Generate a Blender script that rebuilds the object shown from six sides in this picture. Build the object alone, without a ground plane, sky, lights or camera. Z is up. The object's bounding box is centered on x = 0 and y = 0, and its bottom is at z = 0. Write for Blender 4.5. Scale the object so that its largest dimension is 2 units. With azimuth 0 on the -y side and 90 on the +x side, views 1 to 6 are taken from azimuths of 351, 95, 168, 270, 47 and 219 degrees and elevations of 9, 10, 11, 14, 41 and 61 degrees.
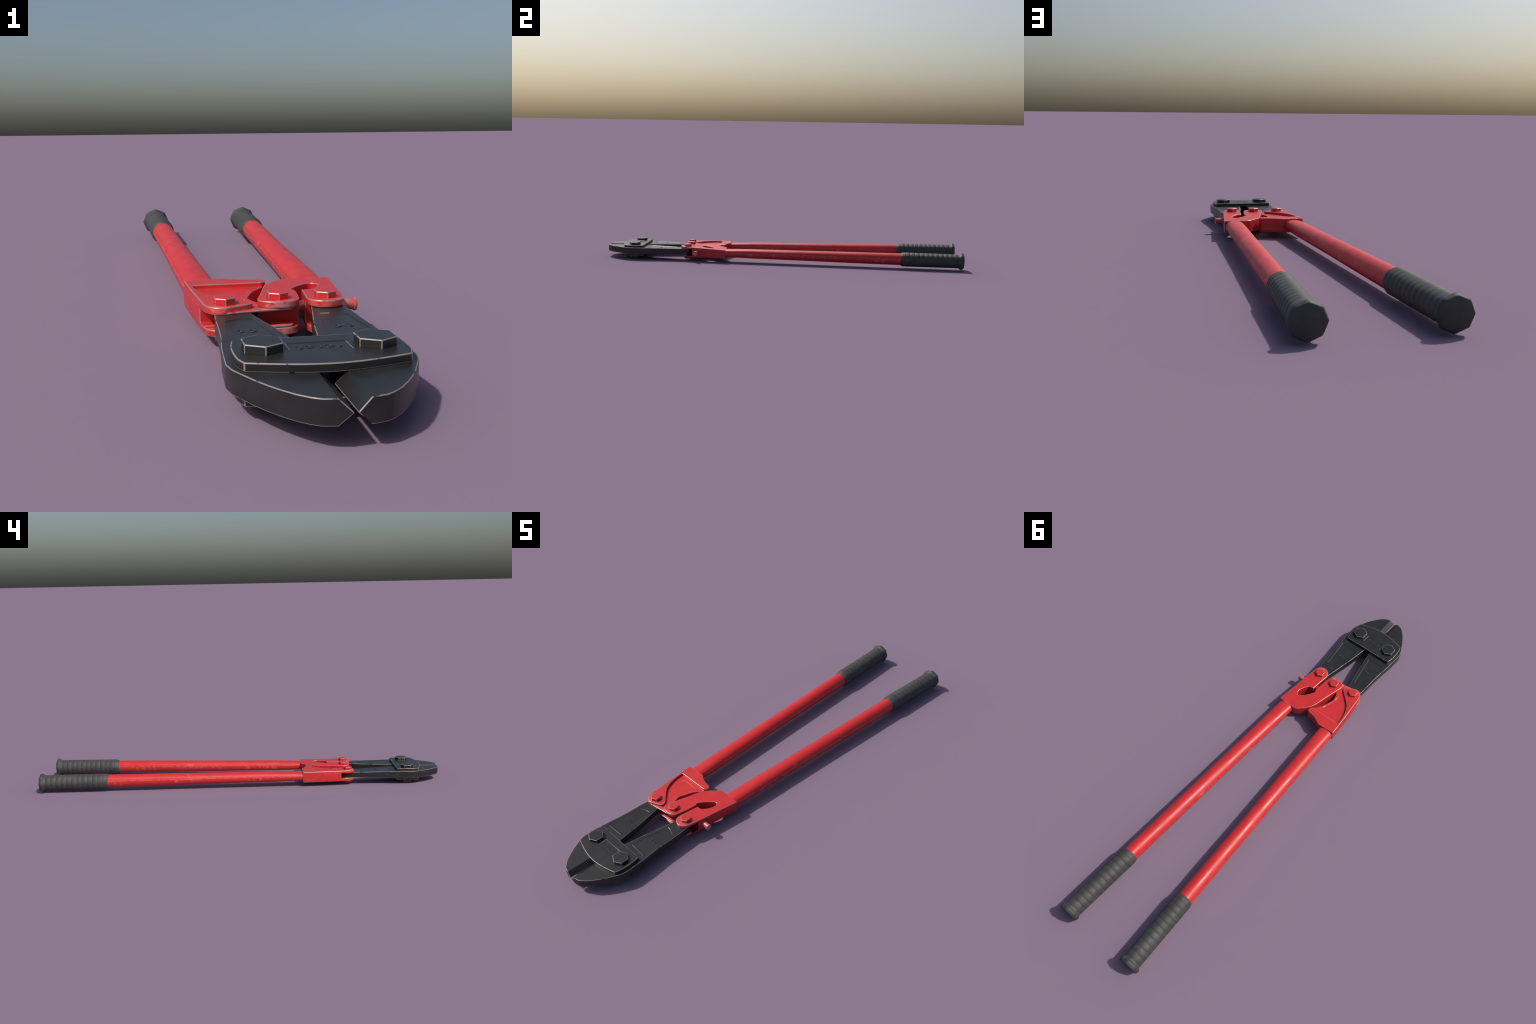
"""Long-handled bolt cutter lying flat on the ground, jaws towards -y."""
import bpy, bmesh, math
from mathutils import Vector, Matrix

ZM = 0.0462          # height of the tool's mid plane
CX = 0.0055          # symmetry line of the jaws


# ------------------------------------------------------------------ materials
class Nodes:
    """Small helper to write node trees as expressions."""

    def __init__(self, name):
        self.mat = bpy.data.materials.new(name)
        self.mat.use_nodes = True
        self.nt = self.mat.node_tree
        self.nt.nodes.clear()
        self.out = self.nt.nodes.new("ShaderNodeOutputMaterial")
        self.bsdf = self.nt.nodes.new("ShaderNodeBsdfPrincipled")
        self.nt.links.new(self.bsdf.outputs[0], self.out.inputs[0])
        self.coord = self.nt.nodes.new("ShaderNodeTexCoord").outputs["Object"]
        sep = self.nt.nodes.new("ShaderNodeSeparateXYZ")
        self.nt.links.new(self.coord, sep.inputs[0])
        self.x, self.y, self.z = sep.outputs

    def put(self, sock, v):
        if isinstance(v, bpy.types.NodeSocket):
            self.nt.links.new(v, sock)
        else:
            sock.default_value = v

    def math(self, op, a, b=0.0, clamp=False):
        n = self.nt.nodes.new("ShaderNodeMath")
        n.operation = op
        n.use_clamp = clamp
        self.put(n.inputs[0], a)
        self.put(n.inputs[1], b)
        return n.outputs[0]

    def noise(self, scale, detail=3.0, stretch=(1, 1, 1), rough=0.5, offset=(0, 0, 0)):
        m = self.nt.nodes.new("ShaderNodeMapping")
        m.inputs["Scale"].default_value = stretch
        m.inputs["Location"].default_value = offset
        self.nt.links.new(self.coord, m.inputs[0])
        n = self.nt.nodes.new("ShaderNodeTexNoise")
        n.inputs["Scale"].default_value = scale
        n.inputs["Detail"].default_value = detail
        n.inputs["Roughness"].default_value = rough
        self.nt.links.new(m.outputs[0], n.inputs["Vector"])
        return n.outputs[0]

    def ramp(self, v, lo, hi):
        """0 below lo, 1 above hi (lo may be larger than hi)."""
        n = self.nt.nodes.new("ShaderNodeMapRange")
        n.interpolation_type = "SMOOTHSTEP"
        n.clamp = True
        rev = lo > hi
        self.put(n.inputs["Value"], v)
        n.inputs["From Min"].default_value = min(lo, hi)
        n.inputs["From Max"].default_value = max(lo, hi)
        n.inputs["To Min"].default_value = 1.0 if rev else 0.0
        n.inputs["To Max"].default_value = 0.0 if rev else 1.0
        return n.outputs[0]

    def band(self, v, centre, half, soft):
        d = self.math("ABSOLUTE", self.math("SUBTRACT", v, centre))
        return self.ramp(d, half + soft, half)

    def mix(self, fac, a, b):
        n = self.nt.nodes.new("ShaderNodeMix")
        n.data_type = "RGBA"
        self.put(n.inputs[0], fac)
        self.put(n.inputs[6], a if isinstance(a, bpy.types.NodeSocket) else (*a, 1))
        self.put(n.inputs[7], b if isinstance(b, bpy.types.NodeSocket) else (*b, 1))
        return n.outputs[2]

    def mixf(self, fac, a, b):
        n = self.nt.nodes.new("ShaderNodeMix")
        n.data_type = "FLOAT"
        self.put(n.inputs[0], fac)
        self.put(n.inputs[2], a)
        self.put(n.inputs[3], b)
        return n.outputs[0]

    def soft_edges(self, radius):
        """Shade edges as if rounded, so that they catch the sun."""
        n = self.nt.nodes.new("ShaderNodeBevel")
        n.samples = 6
        n.inputs["Radius"].default_value = radius
        self.nt.links.new(n.outputs[0], self.bsdf.inputs["Normal"])
        return n.outputs[0]

    def bump(self, h, strength, dist, base=None):
        n = self.nt.nodes.new("ShaderNodeBump")
        if base is not None:
            self.nt.links.new(base, n.inputs["Normal"])
        n.inputs["Strength"].default_value = strength
        n.inputs["Distance"].default_value = dist
        self.put(n.inputs["Height"], h)
        self.nt.links.new(n.outputs[0], self.bsdf.inputs["Normal"])

    def set(self, **kw):
        for k, v in kw.items():
            s = self.bsdf.inputs[k.replace("_", " ")]
            if isinstance(v, tuple):
                v = (*v, 1)
            self.put(s, v)


RED = (0.56, 0.0235, 0.0245)
RED_DEEP = (0.51, 0.0205, 0.0215)
RED_PALE = (0.60, 0.20, 0.19)
PRIMER = (0.43, 0.31, 0.30)
BLACK = (0.0142, 0.0142, 0.0146)
BLACK_LIGHT = (0.0210, 0.0209, 0.0211)
STEEL = (0.30, 0.258, 0.235)
RUBBER = (0.049, 0.049, 0.0465)


def paint_base(n):
    mott = n.ramp(n.noise(34, 4, (1, 0.5, 1)), 0.35, 0.7)
    return n.mix(mott, RED_DEEP, RED)


def mat_red_paint():
    n = Nodes("red_paint")
    col = paint_base(n)
    # rubbed rims of the lugs at the jaw end
    front = n.math("MULTIPLY", n.ramp(n.y, -0.526, -0.546),
                   n.ramp(n.noise(60, 3, (1, 1, 1)), 0.42, 0.54))
    sx = n.band(n.x, 0.006, 0.030, 0.012)
    front = n.math("MULTIPLY", front, n.mixf(sx, 0.30, 0.9))
    # fine lengthwise scratches along the crease lines of the sides
    dash = n.ramp(n.noise(10, 2, (0.3, 6, 2)), 0.50, 0.58)
    zo = n.math("ABSOLUTE", n.math("SUBTRACT", n.z, ZM))
    crease = n.math("MULTIPLY", n.band(zo, 0.0138, 0.0004, 0.0006), dash)
    crease = n.math("MULTIPLY", crease, n.ramp(n.x, 0.02, 0.0))
    m = n.math("MAXIMUM", front, n.math("MULTIPLY", crease, 0.55), clamp=True)
    n.set(Base_Color=n.mix(m, col, RED_PALE),
          Roughness=n.mixf(n.noise(60, 3), 0.36, 0.50),
          Metallic=0.0)
    n.bump(n.noise(420, 3), 0.10, 0.0006, n.soft_edges(0.0038))
    return n.mat


def mat_red_tube():
    n = Nodes("red_tube_paint")
    col = paint_base(n)
    # short wear ticks crossing a lengthwise band on the flanks
    zone = n.ramp(n.noise(5.5, 2, (0.2, 1, 0.2)), 0.44, 0.60)
    tick = n.ramp(n.noise(14, 3, (0.15, 9, 0.6), 0.6), 0.53, 0.60)
    band = n.band(n.z, ZM - 0.004, 0.0065, 0.004)
    ticks = n.math("MULTIPLY", n.math("MULTIPLY", zone, tick), band)
    # one long broken scratch on each tube, higher up
    dash = n.ramp(n.noise(9, 3, (0.1, 5, 0.1), 0.6), 0.44, 0.52)
    line = n.math("MULTIPLY", n.band(n.z, ZM + 0.0065, 0.0006, 0.0008), dash)
    # faint scuffs on top
    scuff = n.math("MULTIPLY", n.ramp(n.noise(26, 3, (1.2, 0.5, 1)), 0.66, 0.74), 0.35)
    m = n.math("MAXIMUM", n.math("MULTIPLY", ticks, 0.40), n.math("MULTIPLY", line, 0.6))
    m = n.math("MAXIMUM", m, scuff, clamp=True)
    n.set(Base_Color=n.mix(m, col, RED_PALE),
          Roughness=n.mixf(n.ramp(n.noise(30, 4, (1, 0.5, 1)), 0.3, 0.7), 0.34, 0.50))
    n.bump(n.noise(240, 3, (0.3, 2.5, 0.3)), 0.08, 0.0006)
    return n.mat


def mat_worn_edge(name, bare, paint, share, rough, metal=0.5):
    """Edge strip where the finish has been knocked off, with gaps."""
    n = Nodes(name)
    gap = n.ramp(n.noise(42, 3, (1, 1, 1), 0.6), share, share + 0.05)
    tone = n.noise(120, 2)
    worn = n.mix(tone, tuple(c * 0.82 for c in bare), tuple(min(1, c * 1.15) for c in bare))
    n.set(Base_Color=n.mix(gap, paint, worn), Roughness=rough,
          Metallic=n.math("MULTIPLY", gap, metal))
    n.soft_edges(0.0035)
    return n.mat


def mat_worn_red():
    n = Nodes("rubbed_red_paint")
    m = n.ramp(n.noise(60, 3), 0.38, 0.62)
    n.set(Base_Color=n.mix(m, (0.50, 0.10, 0.10), RED_PALE), Roughness=0.34, Metallic=0.1)
    return n.mat


def mat_black_steel():
    n = Nodes("blackened_steel")
    mott = n.ramp(n.noise(26, 5, (1, 0.6, 1), 0.6), 0.32, 0.72)
    col = n.mix(mott, BLACK, BLACK_LIGHT)
    brush = n.noise(90, 3, (0.5, 6, 1))
    # faint lengthwise scratches on the flanks
    dash = n.ramp(n.noise(8, 2, (0.2, 6, 1)), 0.54, 0.60)
    s = n.math("MULTIPLY", n.band(n.z, ZM + 0.001, 0.0005, 0.0006), dash)
    s = n.math("MULTIPLY", s, n.band(n.y, -0.745, 0.03, 0.01))
    n.set(Base_Color=n.mix(n.math("MULTIPLY", s, 0.4), col, STEEL),
          Roughness=n.mixf(brush, 0.30, 0.44), Metallic=0.0)
    n.bump(brush, 0.05, 0.0005, n.soft_edges(0.0030))
    return n.mat


def mat_rubber():
    n = Nodes("black_rubber")
    mott = n.ramp(n.noise(30, 5, (1, 1, 1), 0.65), 0.35, 0.7)
    n.set(Base_Color=n.mix(mott, tuple(c * 0.82 for c in RUBBER), tuple(c * 1.15 for c in RUBBER)),
          Roughness=n.mixf(n.noise(50, 3), 0.55, 0.70))
    ph = n.math("FRACT", n.math("DIVIDE", n.math("SUBTRACT", n.y, 0.6645 + 0.0250), 0.0255))
    rib = n.math("POWER", n.math("ABSOLUTE", n.math("SINE", n.math("MULTIPLY", ph, math.pi))), 0.6)
    rib = n.math("MULTIPLY", rib, n.band(n.y, 0.830, 0.142, 0.006))
    n.bump(n.math("ADD", rib, n.math("MULTIPLY", n.noise(450, 3), 0.12)), 0.75, 0.0020)
    return n.mat


# ------------------------------------------------------------------ mesh tools
def new_obj(name, bm, mats, parent, smooth_angle=44.0):
    bmesh.ops.recalc_face_normals(bm, faces=bm.faces[:])
    me = bpy.data.meshes.new(name)
    bm.to_mesh(me)
    bm.free()
    for m in mats:
        me.materials.append(m)
    me.shade_smooth()
    me.set_sharp_from_angle(angle=math.radians(smooth_angle))
    if len(mats) > 1:
        crease_steps(me)
    ob = bpy.data.objects.new(name, me)
    bpy.context.scene.collection.objects.link(ob)
    ob.parent = parent
    if len(mats) > 1:                      # keep broad faces flat next to rounded rims
        flat_faces(ob)
    return ob


def crease_steps(me):
    """Keep shallow stamped steps and ground bevels crisp (walls of arcs stay smooth)."""
    bm = bmesh.new()
    bm.from_mesh(me)
    for e in bm.edges:
        if len(e.link_faces) == 2:
            f, g = e.link_faces
            if f.material_index == 0 and g.material_index == 0 and \
                    max(abs(f.normal.z), abs(g.normal.z)) > 0.5 and e.calc_face_angle(0) > 0.15:
                e.smooth = False
    bm.to_mesh(me)
    bm.free()


def flat_faces(ob):
    md = ob.modifiers.new("flat_faces", "WEIGHTED_NORMAL")
    md.mode = "FACE_AREA"
    md.keep_sharp = True
    md.weight = 90


def prism(bm, outline, levels):
    """Stack of rings; each level is a function (x, y) -> (x, y, z)."""
    rings = [[bm.verts.new(f(*p[:2], i)) for i, p in enumerate(outline)] for f in levels]
    n = len(outline)
    for a, b in zip(rings, rings[1:]):
        for i in range(n):
            j = (i + 1) % n
            bm.faces.new((a[i], a[j], b[j], b[i]))
    bm.faces.new(rings[0][::-1])
    bm.faces.new(rings[-1])
    bmesh.ops.recalc_face_normals(bm, faces=bm.faces[:])
    return rings


def slab(outline, z0, z1, grow=0.0):
    """Plain prism; `grow` widens the top ring about the outline's middle."""
    bm = bmesh.new()
    cx = sum(p[0] for p in outline) / len(outline)
    cy = sum(p[1] for p in outline) / len(outline)

    def low(x, y, i):
        return (x, y, z0)

    def high(x, y, i):
        d = Vector((x - cx, y - cy))
        d = d + d.normalized() * grow
        return (cx + d.x, cy + d.y, z1)
    prism(bm, outline, [low, high])
    return bm


def box(x0, x1, y0, y1, z0, z1):
    return slab([(x0, y0), (x1, y0), (x1, y1), (x0, y1)], z0, z1)


def to_temp(bm, name="cutter"):
    bmesh.ops.recalc_face_normals(bm, faces=bm.faces[:])
    me = bpy.data.meshes.new(name)
    bm.to_mesh(me)
    bm.free()
    ob = bpy.data.objects.new(name, me)
    bpy.context.scene.collection.objects.link(ob)
    return ob


def carve(bm, cutters):
    """Subtract every cutter bmesh from bm and return the cleaned result."""
    base = to_temp(bm, "blank")
    tools = [to_temp(c) for c in cutters]
    for t in tools:
        md = base.modifiers.new("cut", "BOOLEAN")
        md.operation = "DIFFERENCE"
        md.solver = "EXACT"
        md.object = t
    dg = bpy.context.evaluated_depsgraph_get()
    dg.update()
    me = bpy.data.meshes.new_from_object(base.evaluated_get(dg))
    res = bmesh.new()
    res.from_mesh(me)
    bpy.data.meshes.remove(me)
    for o in tools + [base]:
        m = o.data
        bpy.data.objects.remove(o)
        bpy.data.meshes.remove(m)
    bmesh.ops.remove_doubles(res, verts=res.verts[:], dist=4e-4)
    bmesh.ops.dissolve_limit(res, angle_limit=math.radians(0.5),
                             verts=res.verts[:], edges=res.edges[:])
    return res


def wear_edges(bm, width, min_angle=50.0, keep=None):
    """Round convex sharp edges; the narrow rounded strip gets material slot 1."""
    bmesh.ops.recalc_face_normals(bm, faces=bm.faces[:])
    lim = math.radians(min_angle)
    es = []
    for e in bm.edges:
        if len(e.link_faces) == 2 and e.is_convex and e.calc_face_angle(0) > lim:
            mid = (e.verts[0].co + e.verts[1].co) / 2
            if keep is None or keep(mid):
                es.append(e)
    bmesh.ops.bevel(bm, geom=es, offset=width, offset_type="OFFSET", segments=3,
                    profile=0.72, affect="EDGES", clamp_overlap=False, material=1)
    return bm


def round_path(pts, n=4):
    """Catmull-Rom refinement of a closed outline."""
    out = []
    m = len(pts)
    for i in range(m):
        p0, p1, p2, p3 = (Vector(pts[(i + k) % m]) for k in (-1, 0, 1, 2))
        for s in range(n):
            t = s / n
            v = 0.5 * ((2 * p1) + (p2 - p0) * t + (2 * p0 - 5 * p1 + 4 * p2 - p3) * t * t
                       + (3 * p1 - p0 - 3 * p2 + p3) * t ** 3)
            out.append((v.x, v.y))
    return out


def lean_in(pts, amount):
    """Move each point inwards along the outline normal by its own weight."""
    n = len(pts)
    out = []
    for i, (x, y, w) in enumerate(pts):
        a, b = Vector(pts[i - 1][:2]), Vector(pts[(i + 1) % n][:2])
        t = (b - a).normalized()
        nrm = Vector((-t.y, t.x))          # left of travel = inside (outline runs counter-clockwise)
        p = Vector((x, y)) + nrm * amount * w
        out.append((p.x, p.y))
    return out


# ------------------------------------------------------------------ set up
for o in list(bpy.data.objects):
    bpy.data.objects.remove(o)

M_RED = mat_red_paint()
M_TUBE = mat_red_tube()
M_RED_EDGE = mat_worn_edge("worn_red_edge", PRIMER, RED, 0.34, 0.34)
M_WORN_RED = mat_worn_red()
M_BLACK = mat_black_steel()
M_BLACK_EDGE = mat_worn_edge("worn_steel_edge", STEEL, BLACK_LIGHT, 0.36, 0.40, 0.25)
M_RUBBER = mat_rubber()
M_LETTER = mat_worn_edge("glint_lightened_lettering", (0.055, 0.053, 0.051), BLACK_LIGHT, 0.36, 0.32)  # black lightened to carry the highlights seen on the letters

root = bpy.data.objects.new("bolt_cutter", None)
root.empty_display_size = 0.1
root.location.x = 0.0006            # centres the bounding box
bpy.context.scene.collection.objects.link(root)
root["label"] = "long bolt cutter with red tube handles, black jaws and ribbed rubber grips"
root["category"] = "bolt cutter"


# ------------------------------------------------------------------ blades
# half outline: (distance from the jaw centre line, y)
OUTER = [(0.0205, -0.9952), (0.0395, -0.9915), (0.0510, -0.9845), (0.0650, -0.9705),
         (0.0790, -0.9530), (0.0925, -0.9330), (0.1055, -0.9105), (0.1165, -0.8880),
         (0.1270, -0.8660), (0.1325, -0.8430), (0.1315, -0.8160), (0.1303, -0.7900), (0.1295, -0.7700),
         (0.1225, -0.7000), (0.1200, -0.6500), (0.1180, -0.5800), (0.1150, -0.5450),
         (0.1120, -0.5210), (0.1060, -0.5070), (0.0960, -0.4980), (0.0845, -0.4965),
         (0.0735, -0.5010), (0.0645, -0.5100), (0.0590, -0.5230), (0.0535, -0.5500)]
CROTCH = [(0.0310, -0.6650), (0.0150, -0.7640), (0.0110, -0.7900), (0.0045, -0.8300)]
TAPER_FROM = -0.79        # the arm thins from here to its rear end
EDGE_BACK = -0.8960       # where the ground cutting edge ends, under the plate
BEVEL = 0.0195            # bevel top's distance from the centre line


def blade(sign, rear_half, name):
    half = 0.0172

    def h_at(y):
        return half + (rear_half - half) * max(0.0, (y - TAPER_FROM) / 0.27)

    outer = [p if p[1] < -0.98 else (p[0] + 0.0012, p[1]) for p in OUTER]
    ridge_tip, ridge_back = (0.0021, -0.9990), (0.0015, EDGE_BACK)
    bm = bmesh.new()
    body = outer + CROTCH + [(0.0045, -0.862), (BEVEL, -0.874), (BEVEL - 0.0005, EDGE_BACK)]

    def put(d, y, z):
        return bm.verts.new((CX + sign * d, y, ZM + z))
    top = [put(d, y, h_at(y)) for d, y in body]
    bot = [put(d, y, -h_at(y)) for d, y in body]
    n = len(body)
    for i in range(n - 1):
        bm.faces.new((top[i], top[i + 1], bot[i + 1], bot[i]))
    a = next(i for i, p in enumerate(body) if p[1] == TAPER_FROM)
    b = next(i for i, p in enumerate(body) if i > a and p[1] == TAPER_FROM)
    for ring in (top, bot):                          # flat head, tapering arm
        bm.faces.new(ring[:a + 1] + ring[b:])
        bm.faces.new(ring[a:b + 1])
    rt, rb = put(*ridge_tip, 0), put(*ridge_back, 0)
    bm.faces.new((top[-1], top[0], rt, rb))          # upper ground face
    bm.faces.new((bot[0], bot[-1], rb, rt))          # lower ground face
    bm.faces.new((top[0], bot[0], rt))               # nose
    bm.faces.new((top[-1], rb, bot[-1]))             # back of the edge
    bmesh.ops.recalc_face_normals(bm, faces=bm.faces[:])
    # shallow stamped panels on the arm, both faces
    cut = []
    panel = [(0.0355, -0.7410, 1), (0.1130, -0.7440, 1), (0.1170, -0.7380, 1),
             (0.1030, -0.6010, 0.6), (0.0800, -0.5905, 0.45), (0.0605, -0.5875, 0.6)]
    panel = [(CX + sign * d, y, w) for d, y, w in panel]
    if sign < 0:
        panel.reverse()
    flared = lean_in(panel, -0.0036)
    for up in (1, -1):
        c = bmesh.new()
        prism(c, panel, [lambda x, y, i: (x, y, ZM + up * (h_at(y) - 0.0010)),
                         lambda x, y, i: (*flared[i], ZM + up * (h_at(y) + 0.0010))])
        cut.append(c)
    bm = carve(bm, cut)
    wear_edges(bm, 0.0013, 65)
    for up in (1, -1):                               # low bar modelled to draw the sun glint along the panel's front edge
        bar = [(0.0360, -0.7450), (0.1135, -0.7480), (0.1135, -0.7390), (0.0360, -0.7360)]
        top_bar = [(0.0375, -0.7414), (0.1120, -0.7444), (0.1120, -0.7426), (0.0375, -0.7396)]
        bar, top_bar = ([(CX + sign * d, y) for d, y in b] for b in (bar, top_bar))
        prism(bm, bar, [lambda x, y, i: (x, y, ZM + up * (h_at(y) - 0.0006)),
                        lambda x, y, i: (*top_bar[i], ZM + up * (h_at(y) + 0.0007))])
    ob = new_obj(name, bm, [M_BLACK, M_BLACK_EDGE], root, 40)
    return ob, h_at


blade_right, h_right = blade(+1, 0.0168, "blade")
blade_left, h_left = blade(-1, 0.0132, "blade")


def lettering(body, size, centre, z, turn, parent, name, height=0.0002, stretch=1.0, gap=1.0):
    cu = bpy.data.curves.new(name, "FONT")
    cu.body = body
    cu.size = size
    cu.align_x = "CENTER"
    cu.align_y = "CENTER"
    cu.extrude = height
    cu.bevel_depth = 0.0006
    cu.offset = -0.0003
    cu.bevel_resolution = 0
    cu.resolution_u = 4
    cu.space_character = gap
    tmp = bpy.data.objects.new("lettering_curve", cu)
    bpy.context.scene.collection.objects.link(tmp)
    dg = bpy.context.evaluated_depsgraph_get()
    dg.update()
    me = bpy.data.meshes.new_from_object(tmp.evaluated_get(dg))
    bpy.data.objects.remove(tmp)
    bpy.data.curves.remove(cu)
    me.name = name
    me.transform(Matrix.Translation((centre[0], centre[1], z)) @ Matrix.Rotation(turn, 4, "Z")
                 @ Matrix.Diagonal((stretch, 1, 1, 1)))
    me.materials.clear()
    me.materials.append(M_LETTER)
    ob = bpy.data.objects.new(name, me)
    bpy.context.scene.collection.objects.link(ob)
    ob.parent = parent
    return ob


lettering("30", 0.0215, (0.0835, -0.6745), ZM + h_right(-0.6745) - 0.0008, 0.0, blade_right,
          "size_number", stretch=1.35, gap=1.25)
lettering("30", 0.0215, (-0.0735, -0.6725), ZM + h_left(-0.6725) - 0.0008, 0.0, blade_left,
          "size_number", stretch=1.35, gap=1.25)


# ------------------------------------------------------------------ jaw plates
PLATE_HALF = [(0.0, -0.9012), (0.0170, -0.9005), (0.0400, -0.8978), (0.0620, -0.8932),
              (0.0860, -0.8872), (0.1140, -0.8787), (0.1200, -0.8610), (0.1218, -0.8460),
              (0.1226, -0.8300), (0.1224, -0.8110), (0.1205, -0.7920), (0.1158, -0.7705)]
plate_outline = [(CX + d, y) for d, y in PLATE_HALF] + \
                [(CX - d, y) for d, y in PLATE_HALF[:0:-1]]
PLATE_TOP = 0.0298


def jaw_plate(up):
    bm = slab(plate_outline, ZM + up * 0.0173, ZM + up * PLATE_TOP)
    b = [(-0.0385, -0.8400), (0.0485, -0.8400), (0.0485, -0.8035), (-0.0385, -0.8035)]
    wide = lean_in([(*p, 1) for p in b], -0.0036)
    field = bmesh.new()
    prism(field, b, [lambda x, y, i: (x, y, ZM + up * (PLATE_TOP - 0.0007)),
                     lambda x, y, i: (*wide[i], ZM + up * (PLATE_TOP + 0.0011))])
    bm = carve(bm, [field])
    wear_edges(bm, 0.0016)
    return new_obj("jaw_plate", bm, [M_BLACK, M_BLACK_EDGE], root)


plate_top = jaw_plate(1)
plate_bottom = jaw_plate(-1)
lettering("FORGE", 0.0205, (0.0045, -0.8225), ZM + PLATE_TOP - 0.0007, math.pi, plate_top,
          "lettering", stretch=0.98, gap=1.06)


# ------------------------------------------------------------------ bolts
def hexagon(r):
    return [(r * math.sin(k * math.pi / 3), r * math.cos(k * math.pi / 3)) for k in range(6)]


def hex_mesh(name, r, depth, shank_r, shank_len, mats, wear):
    """Hex head with its foot at z = 0 and a shank going down."""
    bm = slab(hexagon(r), -0.0006, depth)
    wear_edges(bm, wear, keep=lambda m: m.z > 0.001)
    ring = [(shank_r * math.cos(a * math.tau / 20), shank_r * math.sin(a * math.tau / 20))
            for a in range(20)]
    if shank_len > 0:
        prism(bm, ring, [lambda x, y, i: (x, y, -shank_len), lambda x, y, i: (x, y, -0.0004)])
    bmesh.ops.recalc_face_normals(bm, faces=bm.faces[:])
    me = bpy.data.meshes.new(name)
    bm.to_mesh(me)
    bm.free()
    for m in mats:
        me.materials.append(m)
    me.shade_smooth()
    me.set_sharp_from_angle(angle=math.radians(44))
    return me


def place(name, me, loc, parent, flip=False, turn=0.0, tilt=(0, 0)):
    ob = bpy.data.objects.new(name, me)
    ob.location = loc
    ob.rotation_euler = (math.pi if flip else 0.0, 0.0, turn)
    flat_faces(ob)
    bpy.context.scene.collection.objects.link(ob)
    ob.parent = parent
    return ob


jaw_bolt = hex_mesh("jaw_bolt", 0.0312, 0.0129, 0.016, 0.055, [M_BLACK, M_BLACK_EDGE], 0.0014)
jaw_nut = hex_mesh("jaw_nut", 0.0312, 0.0118, 0.0, 0.0, [M_BLACK, M_BLACK_EDGE], 0.0014)
for i, x in enumerate((0.0845, -0.0755)):
    turn = (0.0, 0.0)[i]
    place("jaw_bolt", jaw_bolt, (x, -0.8250, ZM + PLATE_TOP), plate_top, turn=turn)
    place("jaw_nut", jaw_nut, (x, -0.8250, ZM - PLATE_TOP), plate_bottom, flip=True, turn=turn)


# ------------------------------------------------------------------ right bracket (horseshoe)
def slant(y):
    """Half height of the right bracket: it thins towards the handle."""
    return 0.0216 - 0.0350 * (y + 0.30)


HORSESHOE = [
    # outer flank, handle end to jaw end
    (0.1550, -0.3050), (0.1465, -0.3700), (0.1392, -0.4280), (0.1318, -0.4900), (0.1255, -0.5270),
    (0.1222, -0.5390), (0.1160, -0.5485), (0.1065, -0.5548), (0.0970, -0.5578), (0.0875, -0.5578),
    (0.0775, -0.5548), (0.0690, -0.5495), (0.0622, -0.5420), (0.0585, -0.5330), (0.0575, -0.5200),
    # slot
    (0.0600, -0.5000), (0.0635, -0.4700), (0.0672, -0.4362),
    (0.0845, -0.4345), (0.0935, -0.4260), (0.1010, -0.4145), (0.1070, -0.4020), (0.1112, -0.3900),
    (0.1120, -0.3820), (0.1100, -0.3735), (0.1045, -0.3675), (0.0985, -0.3665), (0.0915, -0.3700),
    (0.0800, -0.3815), (0.0690, -0.3935), (0.0605, -0.4060), (0.0545, -0.4160), (0.0500, -0.4265),
    (0.0552, -0.4360), (0.0522, -0.4780), (0.0462, -0.5180), (0.0435, -0.5270),
    # middle lug
    (0.0380, -0.5350), (0.0300, -0.5415), (0.0200, -0.5455), (0.0080, -0.5465), (-0.0030, -0.5450),
    (-0.0120, -0.5425), (-0.0230, -0.5360), (-0.0290, -0.5280), (-0.0312, -0.5190), (-0.0300, -0.5080),
    # inner flank back to the handle
    (-0.0220, -0.4800), (-0.0135, -0.4480), (-0.0045, -0.4125), (0.0020, -0.3850), (0.0075, -0.3660),
    (0.0140, -0.3530), (0.0210, -0.3430), (0.0300, -0.3310), (0.0395, -0.3210), (0.0520, -0.3085),
    (0.0600, -0.3030), (0.0690, -0.2990), (0.1530, -0.3010)]


def horseshoe_bracket():
    bm = bmesh.new()
    outline = lean_in([(*p, 1) for p in HORSESHOE], -0.0010)
    prism(bm, outline, [lambda x, y, i: (x, y, ZM - slant(y)), lambda x, y, i: (x, y, ZM + slant(y))])
    gap = 0.0179
    lug = box(0.0555, 0.22, -0.62, -0.4905, ZM - gap, ZM + gap)
    mid = box(-0.06, 0.0550, -0.62, -0.5080, ZM - gap, ZM + gap)
    bm = carve(bm, [lug, mid])
    wear_edges(bm, 0.0016)
    return new_obj("handle_bracket", bm, [M_RED, M_RED_EDGE], root)


bracket_right = horseshoe_bracket()


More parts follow.
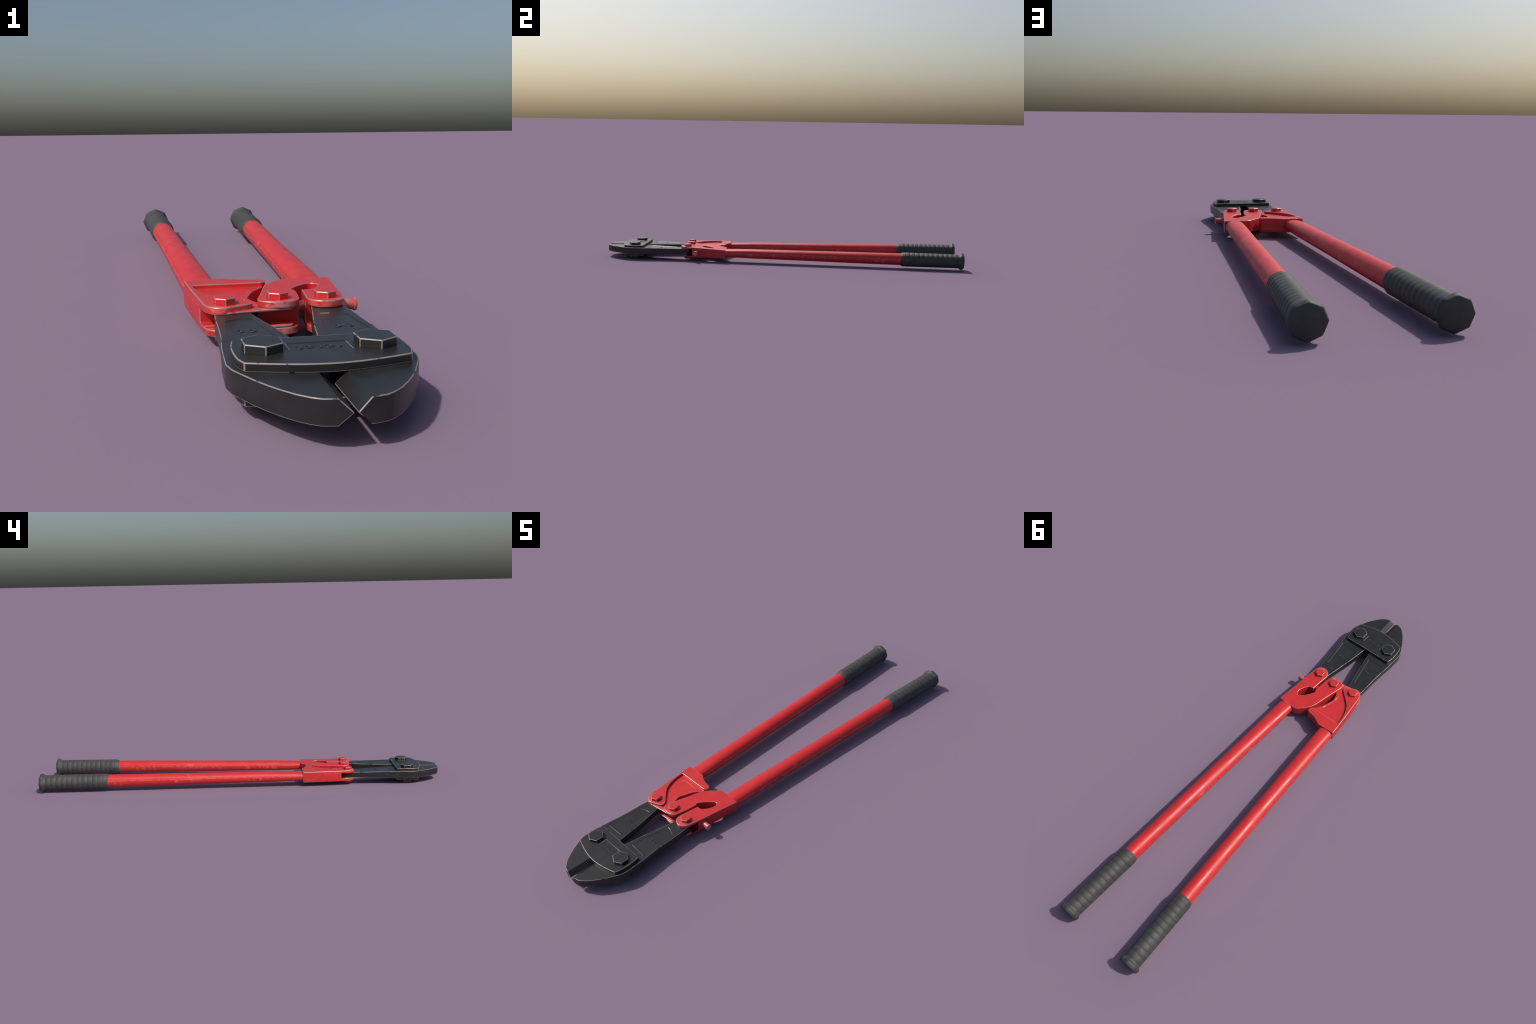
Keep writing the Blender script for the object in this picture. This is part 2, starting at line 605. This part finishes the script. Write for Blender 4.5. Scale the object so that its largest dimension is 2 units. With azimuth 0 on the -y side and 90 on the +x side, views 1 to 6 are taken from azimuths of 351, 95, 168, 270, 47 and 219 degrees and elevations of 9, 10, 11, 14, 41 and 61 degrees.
# ------------------------------------------------------------------ left bracket (pocketed)
# third value: how much the flank leans in towards top and bottom
POCKETED = [
    (-0.1465, -0.3010, 1), (-0.1430, -0.3550, 1), (-0.1392, -0.4050, 1), (-0.1345, -0.4500, 1),
    (-0.1305, -0.4910, 1), (-0.1278, -0.5200, 1), (-0.1240, -0.5365, 1), (-0.1180, -0.5460, 1),
    (-0.1110, -0.5520, 1), (-0.1030, -0.5552, 1), (-0.0930, -0.5560, 1), (-0.0820, -0.5548, 0.8),
    (-0.0660, -0.5520, 0), (-0.0400, -0.5480, 0), (-0.0150, -0.5443, 0), (0.0180, -0.5405, 0),
    (0.0270, -0.5385, 0), (0.0330, -0.5270, 0), (0.0310, -0.5070, 0), (0.0200, -0.4970, 0),
    (0.0000, -0.4890, 0), (-0.0265, -0.4910, 0), (-0.0325, -0.4780, 0), (-0.0395, -0.4530, 0),
    (-0.0380, -0.4390, 0), (-0.0335, -0.4255, 0), (-0.0270, -0.4060, 0), (-0.0195, -0.3880, 0),
    (-0.0090, -0.3720, 0), (0.0020, -0.3585, 0), (0.0060, -0.3500, 1), (0.0140, -0.3450, 1),
    (0.0150, -0.3370, 1), (0.0110, -0.3265, 1), (0.0060, -0.3225, 1), (-0.0190, -0.3195, 1),
    (-0.0330, -0.3152, 1), (-0.0430, -0.3107, 1), (-0.0580, -0.3022, 1), (-0.0690, -0.2970, 1)]


POCKET_LINE = [(-0.1000, -0.5900), (-0.0990, -0.5590), (-0.0850, -0.5540), (-0.0700, -0.5475), (-0.0560, -0.5405),
               (-0.0455, -0.5350), (-0.0412, -0.5265), (-0.0430, -0.5165), (-0.0540, -0.5055),
               (-0.0665, -0.4952), (-0.0880, -0.4755), (-0.1000, -0.4640), (-0.1090, -0.4515),
               (-0.1165, -0.4390), (-0.1225, -0.4245), (-0.1275, -0.4080), (-0.1310, -0.3900),
               (-0.1330, -0.3700), (-0.1340, -0.3522)]
POCKET = POCKET_LINE + [(0.0020, -0.3510), (0.0400, -0.3510), (0.0700, -0.5900)]
DISH = [(-0.0220, -0.3760), (-0.0375, -0.3690), (-0.0700, -0.3660), (-0.1000, -0.3695), (-0.1157, -0.3775),
        (-0.1212, -0.3905), (-0.1195, -0.4080), (-0.1140, -0.4280), (-0.1050, -0.4480), (-0.0960, -0.4610),
        (-0.0830, -0.4720), (-0.0690, -0.4775), (-0.0560, -0.4820), (-0.0470, -0.4790), (-0.0465, -0.4540),
        (-0.0430, -0.4340), (-0.0370, -0.4160), (-0.0310, -0.3960)]


def pocketed_bracket():
    h, knee = 0.0264, 0.0138
    rim = lean_in([(x, y, 1) for x, y, w in POCKETED], -0.0012)
    rim = [(*p, q[2]) for p, q in zip(rim, POCKETED)]
    inner = lean_in(rim, 0.0018)
    bm = bmesh.new()
    prism(bm, rim, [
        lambda x, y, i: (*inner[i], ZM - h), lambda x, y, i: (x, y, ZM - knee),
        lambda x, y, i: (x, y, ZM + knee), lambda x, y, i: (*inner[i], ZM + h)])
    cuts = [box(-0.2, 0.1, -0.62, -0.4905, ZM - 0.0134, ZM + 0.0134)]
    for up in (1, -1):
        cuts.append(slab(POCKET, ZM + up * 0.0172, ZM + up * 0.04))
        cuts.append(slab(DISH, ZM + up * 0.0165, ZM + up * 0.0176, grow=0.0016))
    bm = carve(bm, cuts)
    wear_edges(bm, 0.0016)
    return new_obj("handle_bracket", bm, [M_RED, M_RED_EDGE], root)


bracket_left = pocketed_bracket()


# ------------------------------------------------------------------ pivot bolts
pivot_bolt = hex_mesh("pivot_bolt", 0.0208, 0.0124, 0.010, 0.008, [M_RED, M_RED_EDGE], 0.0014)
pivot_nut = hex_mesh("pivot_nut", 0.0208, 0.0118, 0.0, 0.0, [M_RED, M_RED_EDGE], 0.0014)
for x, y, foot, owner in ((0.0925, -0.5195, slant(-0.5195), bracket_right),
                          (0.0065, -0.5120, slant(-0.5120), bracket_right),
                          (-0.0905, -0.5255, 0.0264, bracket_left)):
    place("pivot_bolt", pivot_bolt, (x, y, ZM + foot), owner)
    place("pivot_nut", pivot_nut, (x, y, ZM - foot), owner, flip=True)


# ------------------------------------------------------------------ adjusting screw
def lathe_x(profile, seg):
    bm = bmesh.new()
    rings = [[bm.verts.new((x, r * math.cos(k * math.tau / seg), r * math.sin(k * math.tau / seg)))
              for k in range(seg)] for x, r in profile]
    for a, b in zip(rings, rings[1:]):
        for k in range(seg):
            j = (k + 1) % seg
            bm.faces.new((a[k], a[j], b[j], b[k]))
    bm.faces.new(rings[0][::-1])
    bm.faces.new(rings[-1])
    bmesh.ops.recalc_face_normals(bm, faces=bm.faces[:])
    return bm


screw = lathe_x([(0.030, 0.0111), (0.1400, 0.0111), (0.1605, 0.0106), (0.1618, 0.0128),
                 (0.1652, 0.0131), (0.1672, 0.0122)], 12)
screw.faces.ensure_lookup_table()
ob = new_obj("adjusting_screw", screw, [M_WORN_RED], bracket_right, 32)
ob.location = (0.0, -0.4640, ZM + 0.0005)


# ------------------------------------------------------------------ handle tubes and grips
def lerp_table(t, tab):
    for (a, va), (b, vb) in zip(tab, tab[1:]):
        if t <= b:
            f = (t - a) / (b - a)
            return va + (vb - va) * f
    return tab[-1][1]


TUBE_HEIGHT = [(-0.330, 0.0192), (-0.300, 0.0198), (-0.250, 0.0215), (-0.155, 0.0240), (0.06, 0.0258),
               (0.38, 0.0288), (0.66, 0.0305), (0.75, 0.0305)]


def axis_x(line, y):
    (ya, xa), (yb, xb) = line
    return xa + (xb - xa) * (y - ya) / (yb - ya)


def tube(line, cap_h):
    """Tube squeezed flat where it enters the bracket."""
    ys = [-0.330, -0.300, -0.275, -0.25, -0.2, -0.155, -0.05, 0.06, 0.2, 0.38, 0.52, 0.66, 0.72]
    seg = 24
    bm = bmesh.new()
    rings = []
    for y in ys:
        b = lerp_table(y, TUBE_HEIGHT) + 0.0016
        f = min(1, max(0, (y + 0.30) / 0.45))
        a = 0.0342 + (0.0328 - 0.0342) * f
        e = 0.78 + 0.22 * f                 # squarer section where it is squeezed
        ring = []
        for k in range(seg):
            th = (k + 0.5) * math.tau / seg
            c, s = math.cos(th), math.sin(th)
            ring.append(bm.verts.new((axis_x(line, y) + a * math.copysign(abs(c) ** e, c), y,
                                      ZM + b * math.copysign(abs(s) ** e, s))))
        rings.append(ring)
    for r0, r1 in zip(rings, rings[1:]):
        for k in range(seg):
            j = (k + 1) % seg
            bm.faces.new((r0[k], r0[j], r1[j], r1[k]))
    bm.faces.new(rings[0][::-1])
    bm.faces.new(rings[-1])
    return new_obj("handle_tube", bm, [M_TUBE], root, 60)


def grip(line, parent):
    """Rubber sleeve: tapered lip, shallow ribs, eight-sided end flange."""
    y0 = 0.6649
    prof = [(0.0, 0.0300, 0), (0.0006, 0.0336, 0), (0.0020, 0.0350, 0), (0.0110, 0.0378, 0), (0.0170, 0.0390, 0), (0.0215, 0.0392, 0)]
    pitch, start, end = 0.0255, 0.0250, 0.3055
    steps = 12
    n = int(round((end - start) / pitch)) * steps
    for i in range(n + 1):
        t = i / n
        y = start + (end - start) * t
        ph = (i % steps) / steps
        swell = abs(math.sin(math.pi * ph)) ** 0.7
        prof.append((y, 0.0392 - 0.0012 * t - 0.0007 * (1 - swell), 0))
    prof += [(0.3095, 0.0382, 0.2), (0.3145, 0.0410, 0.7), (0.3185, 0.0450, 0.75), (0.3215, 0.0462, 0.75),
             (0.3265, 0.0459, 0.75), (0.3310, 0.0440, 0.8), (0.3345, 0.0424, 0.9), (0.3355, 0.0408, 0.9)]
    seg = 32
    bm = bmesh.new()
    rings = []
    for s, r, octo in prof:
        y = y0 + s
        ring = []
        for k in range(seg):
            th = k * math.tau / seg
            p = th % (math.pi / 4) - math.pi / 8
            ro = r * math.cos(math.pi / 8) / math.cos(p)
            rr = r + (ro - r) * octo
            # a trace of the eight-sided core shows along the whole sleeve
            rr = rr + (ro - r) * 0.35 * (1 - octo)
            ring.append(bm.verts.new((axis_x(line, y) + rr * math.cos(th), y, ZM + rr * math.sin(th))))
        rings.append(ring)
    for r0, r1 in zip(rings, rings[1:]):
        for k in range(seg):
            j = (k + 1) % seg
            bm.faces.new((r0[k], r0[j], r1[j], r1[k]))
    bm.faces.new(rings[0][::-1])
    bm.faces.new(rings[-1])
    return new_obj("grip", bm, [M_RUBBER], parent, 50)


for line, h in ((((-0.30, 0.1144), (1.0, 0.1630)), 0.019), (((-0.30, -0.1100), (1.0, -0.1635)), 0.026)):
    t = tube(line, h)
    grip(line, t)
